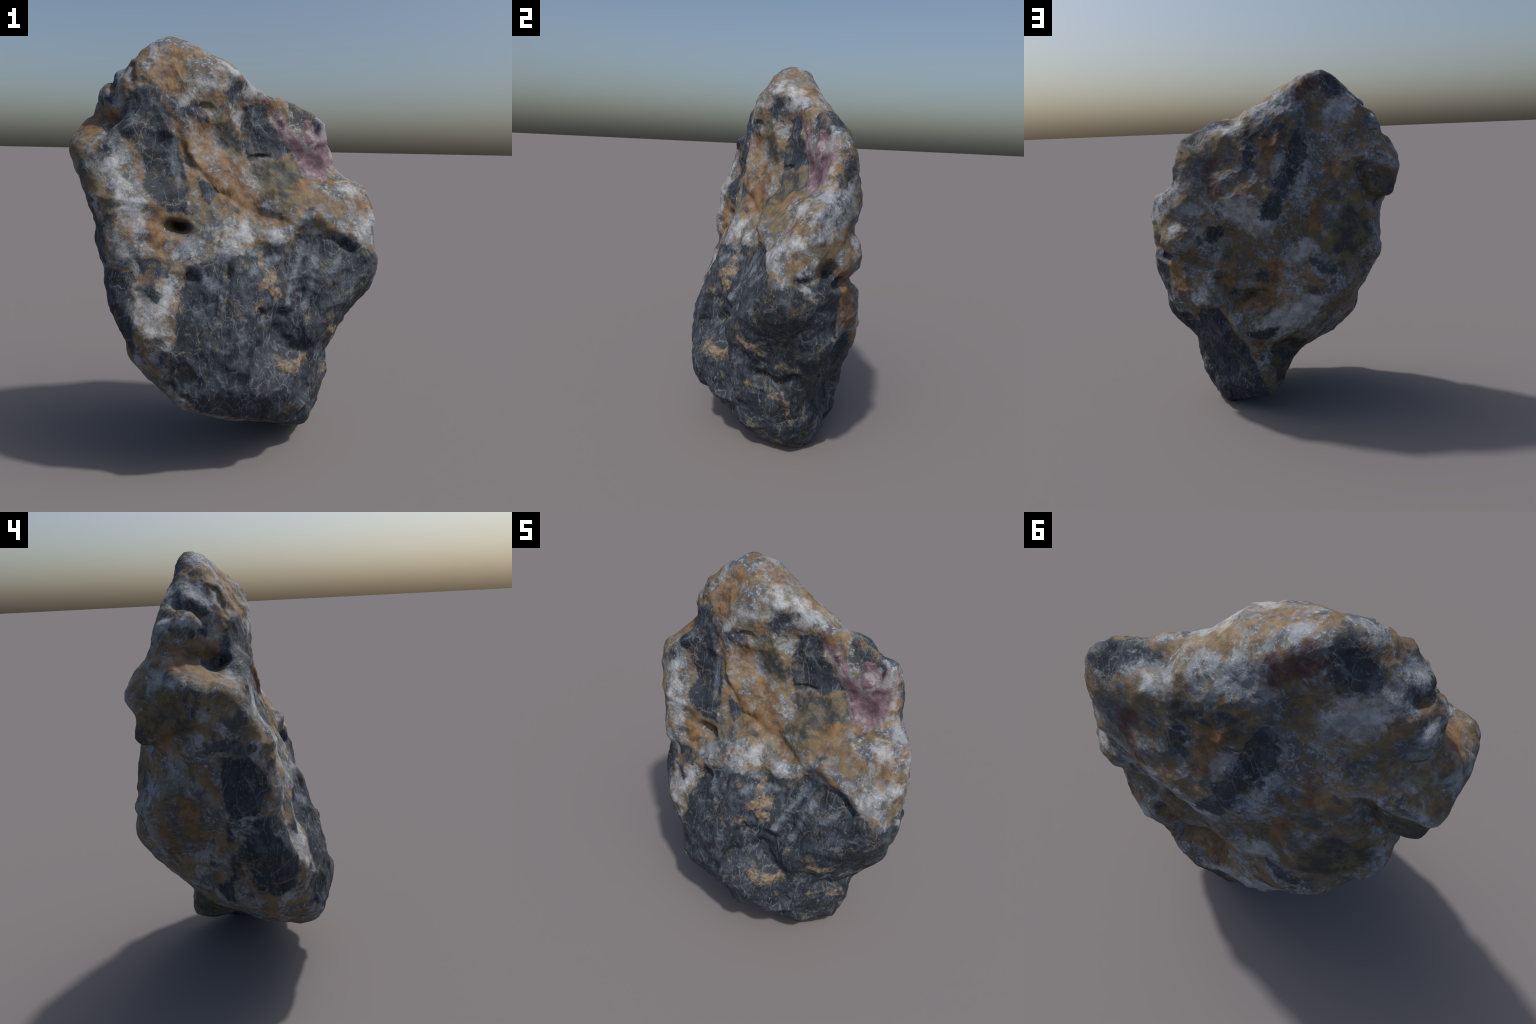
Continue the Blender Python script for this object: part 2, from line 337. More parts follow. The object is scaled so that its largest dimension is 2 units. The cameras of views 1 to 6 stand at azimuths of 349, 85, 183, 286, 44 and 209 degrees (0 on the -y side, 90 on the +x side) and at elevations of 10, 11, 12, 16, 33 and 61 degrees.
# points checked once the features are in: broad faces cut back, edges filled out
TRUED = {
    "back": [
        (-0.132, 0.344, 1.385), (-0.077, 0.381, 1.054), (0.367, 0.327, 1.126), (-0.260, 0.370, 1.205), (0.431, 0.235, 0.570),
        (0.250, 0.256, 0.127), (0.217, 0.345, 0.335), (0.070, 0.400, 0.480), (0.545, 0.317, 1.265), (-0.352, 0.366, 1.221),
        (0.116, 0.335, 0.930), (0.206, 0.318, 1.000), (0.234, 0.343, 1.588), (0.175, 0.195, 1.741), (0.183, 0.127, 1.749),
        (0.390, 0.280, 0.590), (0.504, 0.196, 0.565), (0.405, 0.165, 0.145), (0.269, 0.259, 0.213), (-0.049, 0.241, 0.314),
        (0.120, 0.352, 1.120), (-0.270, 0.295, 1.420), (0.055, 0.430, 0.685), (0.250, 0.370, 0.415), (0.699, 0.150, 1.250),
        (-0.260, 0.330, 1.345), (-0.200, 0.366, 1.190), (0.235, 0.225, 1.702), (0.317, 0.321, 1.006), (0.430, 0.360, 0.680),
        (-0.407, 0.312, 0.671), (-0.120, 0.171, 0.309), (-0.052, 0.232, 0.247), (0.150, 0.385, 1.215),
    ],
    "left": [
        (-0.460, -0.208, 1.484), (-0.689, -0.255, 1.397), (-0.623, -0.226, 0.898), (-0.558, -0.316, 0.687), (-0.539, 0.016, 0.785),
        (-0.617, 0.041, 0.976), (-0.645, 0.121, 1.243), (-0.492, -0.340, 1.112), (-0.630, -0.058, 1.583), (-0.575, -0.050, 0.873),
        (-0.522, -0.078, 0.700), (-0.642, -0.008, 1.094), (-0.543, -0.080, 1.598), (-0.481, -0.227, 1.408), (-0.467, -0.314, 1.161),
    ],
    "front_and_right": [
        (0.294, -0.202, 0.843), (0.173, -0.252, 0.657), (0.030, 0.010, 1.565), (0.600, -0.103, 1.070), (0.207, -0.259, 0.575),
        (-0.033, -0.432, 0.474), (0.560, -0.178, 0.775), (0.500, -0.151, 0.596), (0.683, -0.089, 1.073), (0.705, 0.184, 0.944),
        (0.688, -0.019, 0.756), (0.340, -0.227, 0.337), (0.302, -0.262, 0.294), (0.139, -0.338, 0.527), (0.446, -0.059, 0.324),
        (0.743, -0.013, 1.141), (0.356, -0.185, 0.250), (0.298, -0.212, 0.229), (0.394, -0.120, 0.217), (0.555, -0.131, 0.680),
        (-0.204, -0.316, 0.975), (0.404, -0.118, 1.128),
    ],
}


def shape():
    V = smooth(refine(sculpt(loft())), 1)
    V = features(V)
    V = warp_to(V, [p for g in TRUED.values() for p in g], 0.14, 0.06)
    return smooth(V, 1)


# (materials and relief)
# ----------------------------------------------------------------------------
# 4. MATERIAL: slate blocks, quartz, rust, a purple seam; each kind of rock is a
#    procedural texture, laid where masks (prisms and streaks in object space,
#    with edges roughened by noise) say it sits.
# ----------------------------------------------------------------------------
class Nodes:
    def __init__(self, tree):
        self.t = tree

    def new(self, kind, **props):
        n = self.t.nodes.new(kind)
        for k, v in props.items():
            setattr(n, k, v)
        return n

    def put(self, node, key, val):
        if val is None:
            return
        s = node.inputs[key]
        if isinstance(val, bpy.types.NodeSocket):
            self.t.links.new(val, s)
        else:
            s.default_value = val

    def math(self, op, a, b=None, c=None, clamp=False):
        n = self.new("ShaderNodeMath", operation=op, use_clamp=clamp)
        for i, v in enumerate((a, b, c)):
            self.put(n, i, v)
        return n.outputs[0]

    def vec(self, op, a, b=None, scale=None):
        n = self.new("ShaderNodeVectorMath", operation=op)
        self.put(n, 0, a)
        self.put(n, 1, b)
        if scale is not None:
            self.put(n, "Scale", scale)
        return n.outputs["Value"] if op in ("DOT_PRODUCT", "LENGTH", "DISTANCE") else n.outputs[0]

    def noise(self, co, scale, detail=5.0, rough=0.6, distortion=0.0, color=False):
        n = self.new("ShaderNodeTexNoise")
        self.put(n, "Vector", co)
        self.put(n, "Scale", scale)
        self.put(n, "Detail", detail)
        self.put(n, "Roughness", rough)
        self.put(n, "Distortion", distortion)
        return n.outputs["Color" if color else "Fac"]

    def step(self, v, lo, hi):              # smooth 0..1 between lo and hi
        n = self.new("ShaderNodeMapRange", interpolation_type="SMOOTHSTEP")
        self.put(n, 0, v)
        self.put(n, 1, lo)
        self.put(n, 2, hi)
        return n.outputs[0]

    def mix(self, f, a, b):
        n = self.new("ShaderNodeMix", data_type="RGBA")
        self.put(n, 0, f)
        self.put(n, 6, (*a, 1) if isinstance(a, tuple) else a)
        self.put(n, 7, (*b, 1) if isinstance(b, tuple) else b)
        return n.outputs[2]

    def shift(self, co, off):
        return self.vec("ADD", co, off)

    def most(self, vals):                   # running maximum of a generator
        out = None
        for v in vals:
            out = v if out is None else self.math("MAXIMUM", out, v)
        return out

    # signed depth inside a convex prism: polygon in two axes, one bounding plane
    def prism(self, co, axes, poly, bound):
        P = [np.array(p) for p in poly]
        c = sum(P) / len(P)
        out = None
        planes = []
        for a, b in zip(P, P[1:] + P[:1]):
            e = b - a
            n = np.array([e[1], -e[0]]) / np.linalg.norm(e)
            if n @ (c - a) < 0:
                n = -n
            full = [0.0, 0.0, 0.0]
            full[axes[0]], full[axes[1]] = n
            planes.append((tuple(full), float(n @ a)))
        planes.append(bound)
        for n, d in planes:
            v = self.math("SUBTRACT", self.vec("DOT_PRODUCT", co, n), d)
            out = v if out is None else self.math("MINIMUM", out, v)
        return out

    # depth inside a streak (capsule) from a to b of radius r
    def streak(self, co, a, b, r):
        a, b = np.array(a, float), np.array(b, float)
        ba = b - a
        l2 = float(ba @ ba)
        pa = self.vec("SUBTRACT", co, tuple(a))
        if l2 < 1e-9:
            return self.math("SUBTRACT", r, self.vec("LENGTH", pa))
        h = self.vec("DOT_PRODUCT", pa, tuple(ba / l2))
        h = self.math("MINIMUM", self.math("MAXIMUM", h, 0.0), 1.0)
        d = self.vec("DISTANCE", pa, self.vec("SCALE", tuple(ba), scale=h))
        return self.math("SUBTRACT", r, d)

    def streaks(self, co, pts, r):
        return self.most(self.streak(co, a, b, r) for a, b in zip(pts[:-1], pts[1:]))


FRONT_OF = ((0.27, -0.96, 0.0), -0.06)      # bounding planes for the prisms
BACK_OF = ((-0.27, 0.96, 0.0), 0.06)
LEFT_OF = ((-1.0, 0.0, 0.0), 0.42)
RIGHT_OF = ((1.0, 0.0, 0.0), 0.28)
RIGHT_LOW = ((1.0, 0.0, 0.0), 0.05)
XZ, YZ = (0, 2), (1, 2)

SLATE_PRISMS = [
    # front: left slab in two pieces, its chip, the right slab, the dark belly
    (XZ, FRONT_OF, [(-.545, 1.57), (-.49, 1.735), (-.37, 1.755), (-.31, 1.64), (-.275, 1.45), (-.44, 1.45)]),
    (XZ, FRONT_OF, [(-.44, 1.50), (-.28, 1.50), (-.23, 1.33), (-.235, 1.195), (-.37, 1.215), (-.44, 1.31)]),
    (XZ, FRONT_OF, [(-.19, 1.36), (-.17, 1.37), (-.10, 1.29), (-.15, 1.23)]),
    (XZ, FRONT_OF, [(.05, 1.70), (.14, 1.71), (.19, 1.62), (.20, 1.45), (.08, 1.43), (.03, 1.52), (.035, 1.61)]),
    (XZ, FRONT_OF, [(.14, 1.70), (.31, 1.47), (.16, 1.445)]),
    (XZ, FRONT_OF, [(-.26, 1.00), (.09, 1.035), (.32, 1.075), (.42, .80), (.32, .45), (-.20, .34), (-.35, .48)]),
    (XZ, FRONT_OF, [(.28, 1.08), (.57, 1.06), (.74, .97), (.72, .83), (.44, .45), (.25, .45)]),
    (XZ, FRONT_OF, [(-.35, .49), (-.20, .33), (.35, .08), (.50, .10), (.54, .35), (.45, .52), (-.30, .53)]),
    (XZ, FRONT_OF, [(-.62, .96), (-.50, .95), (-.47, .83), (-.47, .75), (-.51, .61), (-.58, .77)]),
    (XZ, FRONT_OF, [(-.48, 1.01), (-.38, 1.00), (-.34, .93), (-.43, .91)]),
    # the top of the right block
    (XZ, FRONT_OF, [(.20, 1.74), (.38, 1.74), (.42, 1.67), (.33, 1.605), (.30, 1.68)]),
    # left wall
    (YZ, LEFT_OF, [(-.12, 1.23), (-.24, 1.23), (-.30, 1.09), (-.25, .97), (-.12, .95), (-.11, 1.11)]),
    (YZ, LEFT_OF, [(-.19, .90), (-.30, .92), (-.37, .72), (-.36, .60), (-.31, .57), (-.20, .58), (-.16, .78)]),
    (YZ, LEFT_OF, [(-.01, .61), (-.10, .63), (-.09, .52), (-.04, .52)]),
    # right side under the pale lobe, and the base
    (YZ, RIGHT_OF, [(-.21, .60), (-.18, .80), (-.10, .96), (.02, .965), (.20, .80), (.22, .59), (.13, .45), (-.05, .44)]),
    (YZ, RIGHT_LOW, [(-.43, .45), (-.25, .53), (.23, .56), (.25, .30), (.20, .0), (-.10, .08), (-.36, .31)]),
    # back: the foot, a wedge above it, inclusions
    (XZ, BACK_OF, [(.52, .50), (.44, .67), (.33, .67), (.15, .40), (.04, .11), (.15, .05), (.33, -.02), (.50, .2)]),
    (XZ, BACK_OF, [(.16, .55), (-.04, .57), (.01, .50), (.07, .49), (.13, .52)]),
    (XZ, BACK_OF, [(.35, 1.15), (.27, 1.155), (.27, 1.08), (.34, 1.04), (.38, 1.06)]),
]
SLATE_STREAKS = [       # points, radius
    ([(-.17, .28, 1.61), (-.15, .31, 1.49), (-.07, .36, 1.34), (.0, .40, 1.24)], .055),
    ([(-.35, .14, 1.955), (-.40, .12, 1.90)], .055),
    ([(-.35, .42, .90), (-.24, .41, .945)], .022),
    ([(.43, .24, 1.65), (.34, .18, 1.70)], .068),
    ([(.53, .28, 1.50), (.57, .24, 1.41)], .035),
    ([(.54, .27, 1.56), (.56, .25, 1.52)], .03),
    ([(.10, .345, 1.555), (.11, .35, 1.50)], .04),
    ([(-.03, .30, 1.685), (-.03, .30, 1.685)], .025),
    ([(.046, .30, 1.675), (.016, .303, 1.64)], .014),
    ([(.04, .38, 1.26), (-.02, .39, 1.22)], .03),
    ([(.06, .37, .88), (.05, .36, .84)], .035),
    ([(.26, .36, 1.0), (.25, .36, .98)], .025),
    ([(-.57, .0, 1.80), (-.57, -.05, 1.79)], .035),
    ([(-.60, .01, 1.69), (-.61, .02, 1.70)], .028),
    ([(-.585, -.07, 1.69), (-.58, -.06, 1.70)], .028),
    ([(-.17, -.12, 1.655), (-.21, -.12, 1.65)], .030),
    ([(-.04, -.03, 1.72), (.01, .03, 1.80)], .040),
    ([(-.42, -.09, 1.845), (-.43, -.09, 1.83)], .022),
    ([(-.58, -.24, 1.30), (-.61, -.22, 1.22)], .028),
    ([(-.62, -.20, 1.13), (-.60, -.22, 1.03)], .030),
    ([(-.60, -.24, 1.50), (-.64, -.20, 1.46)], .020),
    ([(-.34, -.43, .60), (-.38, -.42, .55)], .02),
    ([(-.42, -.335, .88), (-.40, -.35, .85)], .026),
    ([(-.44, -.31, .98), (-.38, -.31, .985)], .030),
    ([(-.74, -.03, 1.45), (-.72, -.08, 1.42)], .025),
    ([(.72, .05, 1.0), (.72, .02, .98)], .03),
    ([(-.72, -.09, 1.26), (-.70, -.16, 1.27), (-.66, -.24, 1.26)], .03),
    ([(-.02, -.02, .72), (-.5, .0, .72)], .035),
]
PALE_STREAKS = [        # quartz veins and blotches lying over slate
    ([(.333, -.112, 1.08), (.306, -.152, .977), (.231, -.247, .780)], .019),
    ([(.40, -.125, 1.03), (.375, -.16, .93), (.315, -.207, .741)], .017),
    ([(.48, -.17, .76), (.56, -.16, .805), (.66, -.12, .91)], .014),
    ([(-.31, -.165, 1.50), (-.30, -.17, 1.40), (-.27, -.18, 1.30)], .020),
    ([(.38, .20, .62), (.30, .25, .45), (.26, .24, .33)], .018),
    ([(-.55, -.18, .84), (-.58, -.10, .80), (-.57, -.06, .76)], .018),
    ([(-.13, -.34, .93), (-.10, -.37, .80)], .012),
    ([(.04, -.30, .93), (.09, -.27, .97)], .018),
    ([(.06, -.23, 1.02), (.20, -.19, 1.06)], .02),
    ([(-.12, -.26, 1.00), (.0, -.25, 1.01)], .030),
    ([(.12, -.23, .97), (.20, -.20, 1.0)], .024),
    ([(-.21, -.30, .96), (-.15, -.33, .87)], .020),
    ([(.46, -.15, .90), (.52, -.13, .97)], .018),
]
TAN_STREAKS = [         # tan crusts on slate
    ([(.250, -.337, .500), (.300, -.270, .510)], .028),
    ([(.19, -.37, .51), (.25, -.33, .505)], .018),
    ([(.411, -.180, .400), (.452, -.110, .372), (.51, .004, .357)], .014),
    ([(.52, .03, .33), (.49, .05, .22)], .018),
    ([(.453, -.20, .613), (.50, -.12, .600), (.53, -.10, .61)], .022),
    ([(.57, .0, .51), (.60, .06, .53)], .020),
    ([(.214, -.357, .294), (.230, -.327, .261)], .016),
    ([(.44, .009, .101), (.42, .03, .08)], .016),
    ([(.15, -.24, .90), (.10, -.27, .86), (.17, -.26, .83)], .026),
    ([(.08, -.34, .80), (.04, -.35, .77)], .012),
    ([(.17, -.31, .66), (.21, -.30, .60)], .024),
    ([(.12, -.35, .62), (.17, -.35, .56)], .018),
    ([(.31, -.22, .70), (.34, -.22, .66)], .014),
    ([(.60, .10, .74), (.62, .13, .72)], .024),
    ([(.50, .05, .67), (.53, .06, .65)], .016),
    ([(.11, -.22, 1.0), (.13, -.24, .93)], .010),
]
RUST_STREAKS = [        # points, radius
    ([(-.37, -.136, 1.76), (-.33, -.15, 1.66), (-.27, -.16, 1.54), (-.21, -.16, 1.41)], .030),
    ([(-.18, -.16, 1.40), (-.09, -.15, 1.31), (.03, -.12, 1.24)], .048),
    ([(-.06, -.08, 1.42), (.0, -.09, 1.33), (.06, -.10, 1.25)], .050),
    ([(-.17, -.12, 1.60), (-.15, -.12, 1.50)], .050),
    ([(.10, -.10, 1.19), (.20, -.12, 1.16), (.30, -.10, 1.16)], .020),
    ([(-.34, -.08, 1.82), (-.29, -.04, 1.89)], .060),
    ([(-.33, -.12, 1.77), (-.30, -.12, 1.74)], .040),
    ([(-.14, .0, 1.87), (-.16, -.05, 1.80)], .032),
    ([(-.12, -.05, 1.74), (-.08, -.05, 1.70)], .030),
    ([(-.08, .07, 1.91), (-.20, .06, 1.96)], .030),
    ([(-.358, -.30, 1.015), (-.33, -.28, 1.05), (-.30, -.26, 1.09)], .026),
    ([(-.66, -.08, 1.57), (-.68, .03, 1.58), (-.62, .10, 1.60)], .045),
    ([(-.60, .0, 1.62), (-.56, -.10, 1.60)], .045),
    ([(-.72, -.12, 1.52), (-.73, -.12, 1.40)], .012),
    ([(-.56, .06, 1.79), (-.57, -.06, 1.75)], .026),
    ([(-.52, -.10, 1.82), (-.50, -.11, 1.72)], .022),
    ([(.62, .25, 1.03), (.68, .22, 1.02), (.69, .165, 1.02)], .05),
    ([(.66, .24, .91), (.60, .30, .86), (.55, .31, .80)], .075),
    ([(.62, .30, .97), (.45, .36, .95), (.32, .37, .92)], .030),
    ([(.16, .35, .72), (.02, .36, .71)], .070),
    ([(.30, .37, .88), (.22, .37, .76)], .035),
    ([(-.03, .39, .93), (-.01, .38, .80)], .055),
    ([(-.60, .12, 1.27), (-.72, .03, 1.28)], .030),
    ([(-.26, .33, 1.22), (-.25, .34, 1.14)], .045),
    ([(-.34, .31, 1.60), (-.36, .30, 1.42)], .05),
    ([(.0, .33, 1.62), (.02, .35, 1.46)], .05),
    ([(.55, .25, 1.50), (.57, .21, 1.40)], .030),
    ([(.28, .08, 1.66), (.22, .08, 1.70)], .030),
    ([(.44, .08, 1.33), (.30, .0, 1.29)], .025),
    ([(-.46, -.22, 1.49), (-.43, -.24, 1.36)], .030),
    ([(-.63, -.17, 1.36), (-.66, -.15, 1.50)], .030),
    ([(-.40, -.27, 1.18), (-.36, -.28, 1.08)], .035),
    ([(.30, -.06, 1.20), (.42, -.04, 1.24)], .03),
    ([(-.59, -.05, 1.04), (-.60, .05, 1.0), (-.58, .02, .86)], .03),
    ([(.68, .0, 1.10), (.66, .02, 1.22)], .03),
]
OLIVE_PRISMS = [
    (XZ, FRONT_OF, [(.10, 1.43), (.30, 1.455), (.43, 1.34), (.34, 1.28), (.12, 1.25), (.09, 1.37)]),
    (XZ, BACK_OF, [(-.45, 1.25), (-.56, 1.20), (-.58, 1.04), (-.47, .97), (-.34, 1.00), (-.36, 1.11)]),
    (XZ, BACK_OF, [(.02, .40), (-.09, .50), (-.20, .42), (-.10, .21), (.0, .16), (.06, .30)]),
]
OLIVE_STREAKS = [
    ([(-.62, .20, 1.36), (-.69, .10, 1.40), (-.70, .02, 1.42)], .10),
    ([(-.06, -.06, 1.60), (.0, -.03, 1.50)], .05),
    ([(-.05, .32, 1.66), (.12, .31, 1.66)], .05),
    ([(.05, .38, 1.08), (.05, .38, 1.04)], .022),
    ([(.36, .36, 1.03), (.33, .36, 1.02)], .022),
    ([(.33, .38, .84), (.27, .39, .86)], .03),
    ([(.12, -.165, 1.14), (.15, -.15, 1.13)], .014),
]
PURPLE_PRISMS = [
    (XZ, FRONT_OF, [(.19, 1.68), (.23, 1.68), (.42, 1.46), (.46, 1.35), (.38, 1.36), (.24, 1.58)]),
    (XZ, FRONT_OF, [(.37, 1.63), (.42, 1.40), (.47, 1.34), (.54, 1.37), (.525, 1.58), (.44, 1.66)]),
]
DARK_RED_STREAKS = [
    ([(.34, .33, 1.50), (.33, .36, 1.40), (.30, .37, 1.33)], .04),
    ([(-.20, .195, 1.90), (-.26, .17, 1.93)], .05),
    ([(-.03, -.05, 1.40), (.01, -.07, 1.33)], .022),
    ([(.165, .07, 1.73), (.17, .07, 1.71)], .014),
]
WHITE_STREAKS = [       # the cleanest quartz
    ([(.10, .07, 1.80), (.06, .06, 1.86)], .042),
    ([(-.13, -.04, 1.80), (-.04, .0, 1.85)], .045),
    ([(-.25, -.12, 1.70), (-.20, -.11, 1.76)], .030),
    ([(-.57, -.24, 1.41), (-.52, -.27, 1.26), (-.47, -.29, 1.18)], .035),
    ([(-.57, -.28, 1.10), (-.54, -.29, 1.03)], .035),
    ([(-.43, -.36, .85), (-.39, -.39, .74)], .045),
    ([(-.34, -.35, .90), (-.36, -.38, .80)], .030),
    ([(-.05, -.24, 1.08), (.03, -.20, 1.10)], .045),
    ([(.16, -.19, 1.08), (.20, -.18, 1.07)], .028),
    ([(.62, -.06, 1.05), (.70, .02, 1.16)], .050),
    ([(.60, .05, 1.30), (.70, .14, 1.20)], .040),
    ([(.37, .13, 1.50), (.41, .11, 1.41)], .018),
    ([(.515, .18, 1.58), (.535, .17, 1.47)], .022),
    ([(.55, .33, 1.14), (.59, .29, 1.15)], .025),
    ([(-.05, .43, .62), (-.22, .42, .70)], .06),
    ([(-.02, .42, .60), (.06, .43, .58)], .03),
    ([(-.20, .41, 1.02), (-.12, .40, .95)], .05),
    ([(.20, .37, 1.26), (.05, .38, 1.16)], .07),
    ([(.36, .36, .82), (.42, .37, .74)], .04),
    ([(-.40, .20, 1.78), (-.45, .12, 1.80)], .06),
    ([(.16, .28, 1.73), (.22, .29, 1.69)], .025),
    ([(-.70, .05, 1.52), (-.71, .10, 1.46)], .03),
    ([(-.62, .02, 1.74), (-.60, .08, 1.72)], .03),
]
PAINTED_SHADE_STREAKS = [        # broad soft shading painted over the quartz in grey-blue and brown
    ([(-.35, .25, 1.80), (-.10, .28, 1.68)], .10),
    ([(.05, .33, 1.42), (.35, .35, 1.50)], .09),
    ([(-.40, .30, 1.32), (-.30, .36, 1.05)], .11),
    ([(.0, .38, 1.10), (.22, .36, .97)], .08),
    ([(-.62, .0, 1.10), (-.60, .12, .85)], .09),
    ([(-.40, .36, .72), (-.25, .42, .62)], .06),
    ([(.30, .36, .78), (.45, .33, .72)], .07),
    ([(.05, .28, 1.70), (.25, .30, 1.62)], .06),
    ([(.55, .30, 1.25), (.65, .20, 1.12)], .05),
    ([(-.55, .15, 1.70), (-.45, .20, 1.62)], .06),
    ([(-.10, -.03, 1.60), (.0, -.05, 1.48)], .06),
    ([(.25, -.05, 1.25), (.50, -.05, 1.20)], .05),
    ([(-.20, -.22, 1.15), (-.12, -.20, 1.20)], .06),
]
BROWN_BLACK = [
    ([(-.28, -.165, 1.130), (-.29, -.12, 1.135)], .026),
]


def reaches(entry, pts):
    """does a mask touch this part of the stone?"""
    if len(entry) == 2:
        line, r = entry
        d = min(np.sqrt((pts - np.array(a) - np.clip(((pts - np.array(a)) @ (np.array(b) - np.array(a)))
                / max(1e-9, sum((y - x)**2 for x, y in zip(a, b))), 0, 1)[:, None]
                * (np.array(b) - np.array(a)))**2 @ np.ones(3)).min() for a, b in zip(line[:-1], line[1:]))
        return d < r + 0.085
    axes, (n, off), poly = entry
    q = pts[:, list(axes)]
    depth = pts @ np.array(n) - off
    c = np.mean(poly, 0)
    for a, b in zip(poly, poly[1:] + poly[:1]):
        a, e = np.array(a), np.array(b) - np.array(a)
        m = np.array([e[1], -e[0]]) / np.hypot(*e)
        if m @ (c - a) < 0:
            m = -m
        depth = np.minimum(depth, (q - a) @ m)
    return depth.max() > -0.06


def stone_material(part, points):
    points = points[::7]
    mat = bpy.data.materials.new("stone_" + part)
    mat.use_nodes = True
    t = mat.node_tree
    t.nodes.clear()
    N = Nodes(t)
    co = N.new("ShaderNodeTexCoord").outputs["Object"]

    # coordinates bent by noise: a little for slate, more for stains
    wob = N.vec("SUBTRACT", N.noise(co, 7.0, 3, .6, color=True), (.5, .5, .5))
    rag = N.vec("SUBTRACT", N.noise(co, 34.0, 2, .65, color=True), (.5, .5, .5))
    hard = N.vec("ADD", N.vec("ADD", co, N.vec("SCALE", wob, scale=.065)), N.vec("SCALE", rag, scale=.030))
    soft = N.vec("ADD", N.vec("ADD", co, N.vec("SCALE", wob, scale=.11)), N.vec("SCALE", rag, scale=.05))

    # shared grains
    broad = N.noise(co, 4.5, 5, .6, .4)
    mid = N.noise(N.shift(co, (3.1, 1.7, .4)), 15.0, 6, .72, .3)
    mid2 = N.noise(N.shift(co, (7.3, -2.2, 5.0)), 11.0, 6, .74, .6)
    fine = N.noise(N.shift(co, (-4.0, 2.0, 9.0)), 55.0, 5, .7, .2)

    # --- quartz: grey to white, stained ochre, with dark grains
    patch = N.noise(N.shift(co, (2.0, 5.0, 1.0)), 8.5, 7, .72, .4)
    patch2 = N.noise(N.shift(co, (-6.0, 1.0, 2.5)), 10.0, 7, .74, .5)
    q = N.mix(N.step(patch, .42, .57), (.075, .085, .098), (.205, .228, .255))
    q = N.mix(N.math("MULTIPLY", N.step(fine, .50, .63), .7), q, (.34, .365, .40))
    ochre = N.mix(N.step(mid, .36, .62), (.090, .054, .022), (.195, .138, .068))
    q = N.mix(N.math("MULTIPLY", N.step(patch2, .46, .57), .85), q, ochre)
    q = N.mix(N.math("MULTIPLY", N.step(broad, .53, .64), .55), q, (.115, .098, .058))
    q = N.mix(N.math("MULTIPLY", N.step(N.noise(N.shift(co, (0, 4.4, 1.0)), 8.0, 7, .72, .4), .56, .63), .85), q, (.040, .046, .056))
    white = N.mix(N.step(mid, .36, .60), (.20, .22, .24), (.375, .395, .42))
    white = N.mix(N.math("MULTIPLY", N.step(mid2, .52, .66), .7), white, (.22, .155, .085))

    # --- slate: near black, blue, with clouds and fine streaks of pale grain
    lie = N.vec("MULTIPLY", N.vec("ADD", co, N.vec("SCALE", wob, scale=.06)), (1.0, 1.0, .34))
    strand = N.noise(lie, 40.0, 5, .75, .1)
    hairs = N.noise(N.shift(lie, (2.0, 9.0, 4.0)), 95.0, 3, .7)
    s = N.mix(N.step(mid, .36, .62), (.0105, .014, .022), (.026, .034, .048))
    s = N.mix(N.math("MULTIPLY", N.step(N.math("MULTIPLY_ADD", patch, .55, N.math("MULTIPLY", strand, .45)), .50, .60), .65), s, (.078, .096, .126))
    s = N.mix(N.math("MULTIPLY", N.step(hairs, .58, .70), N.step(patch2, .40, .56)), s, (.15, .175, .21))
    s = N.mix(N.math("MULTIPLY", N.step(patch2, .54, .65), .6), s, N.mix(N.step(strand, .4, .6), (.045, .035, .020), (.15, .115, .065)))
    vor = N.new("ShaderNodeTexVoronoi", feature="DISTANCE_TO_EDGE")
    N.put(vor, "Vector", soft)
    N.put(vor, "Scale", 4.2)
    hair = N.math("SUBTRACT", 1.0, N.step(vor.outputs["Distance"], .003, .015))
    hair = N.math("MULTIPLY", hair, N.step(broad, .44, .54))
    s = N.mix(N.math("MULTIPLY", hair, .6), s, (.17, .150, .11))
    vor = N.new("ShaderNodeTexVoronoi", feature="DISTANCE_TO_EDGE")
    N.put(vor, "Vector", lie)
    N.put(vor, "Scale", 13.0)
    hair = N.math("SUBTRACT", 1.0, N.step(vor.outputs["Distance"], .004, .035))
    s = N.mix(N.math("MULTIPLY", N.math("MULTIPLY", hair, N.step(mid2, .44, .56)), .55), s, (.13, .155, .19))

    # --- the others
    rust = N.mix(N.step(mid, .38, .62), (.085, .042, .016), (.205, .122, .052))
    rust = N.mix(N.math("MULTIPLY", N.step(patch, .54, .66), .7), rust, (.22, .195, .15))
    tan = N.mix(N.step(fine, .35, .65), (.085, .065, .040), (.25, .20, .14))
    olive = N.mix(N.step(patch, .42, .56), (.026, .030, .033), N.mix(N.step(mid, .40, .60), (.060, .050, .030), (.120, .096, .052)))
    olive = N.mix(N.math("MULTIPLY", N.step(fine, .60, .70), .6), olive, (.20, .21, .21))
    purple = N.mix(N.step(mid, .40, .62), (.098, .054, .071), (.175, .117, .144))
    purple = N.mix(N.math("MULTIPLY", N.step(patch2, .50, .60), .75), purple, (.27, .265, .285))
    red = N.mix(N.step(fine, .35, .65), (.035, .014, .015), (.09, .042, .038))

    ragged = N.math("MULTIPLY", N.math("SUBTRACT", mid, .5), .09)
    blotch = N.math("MULTIPLY", N.math("SUBTRACT", mid, .5), .16)

    def prisms(lst, c):
        return N.most(N.prism(c, ax, poly, b) for ax, b, poly in lst if reaches((ax, b, poly), points))

    def lines(lst, c):
        return N.most(N.streaks(c, p, r) for p, r in lst if reaches((p, r), points))

    def either(a, b):
        return a if b is None else b if a is None else N.math("MAXIMUM", a, b)

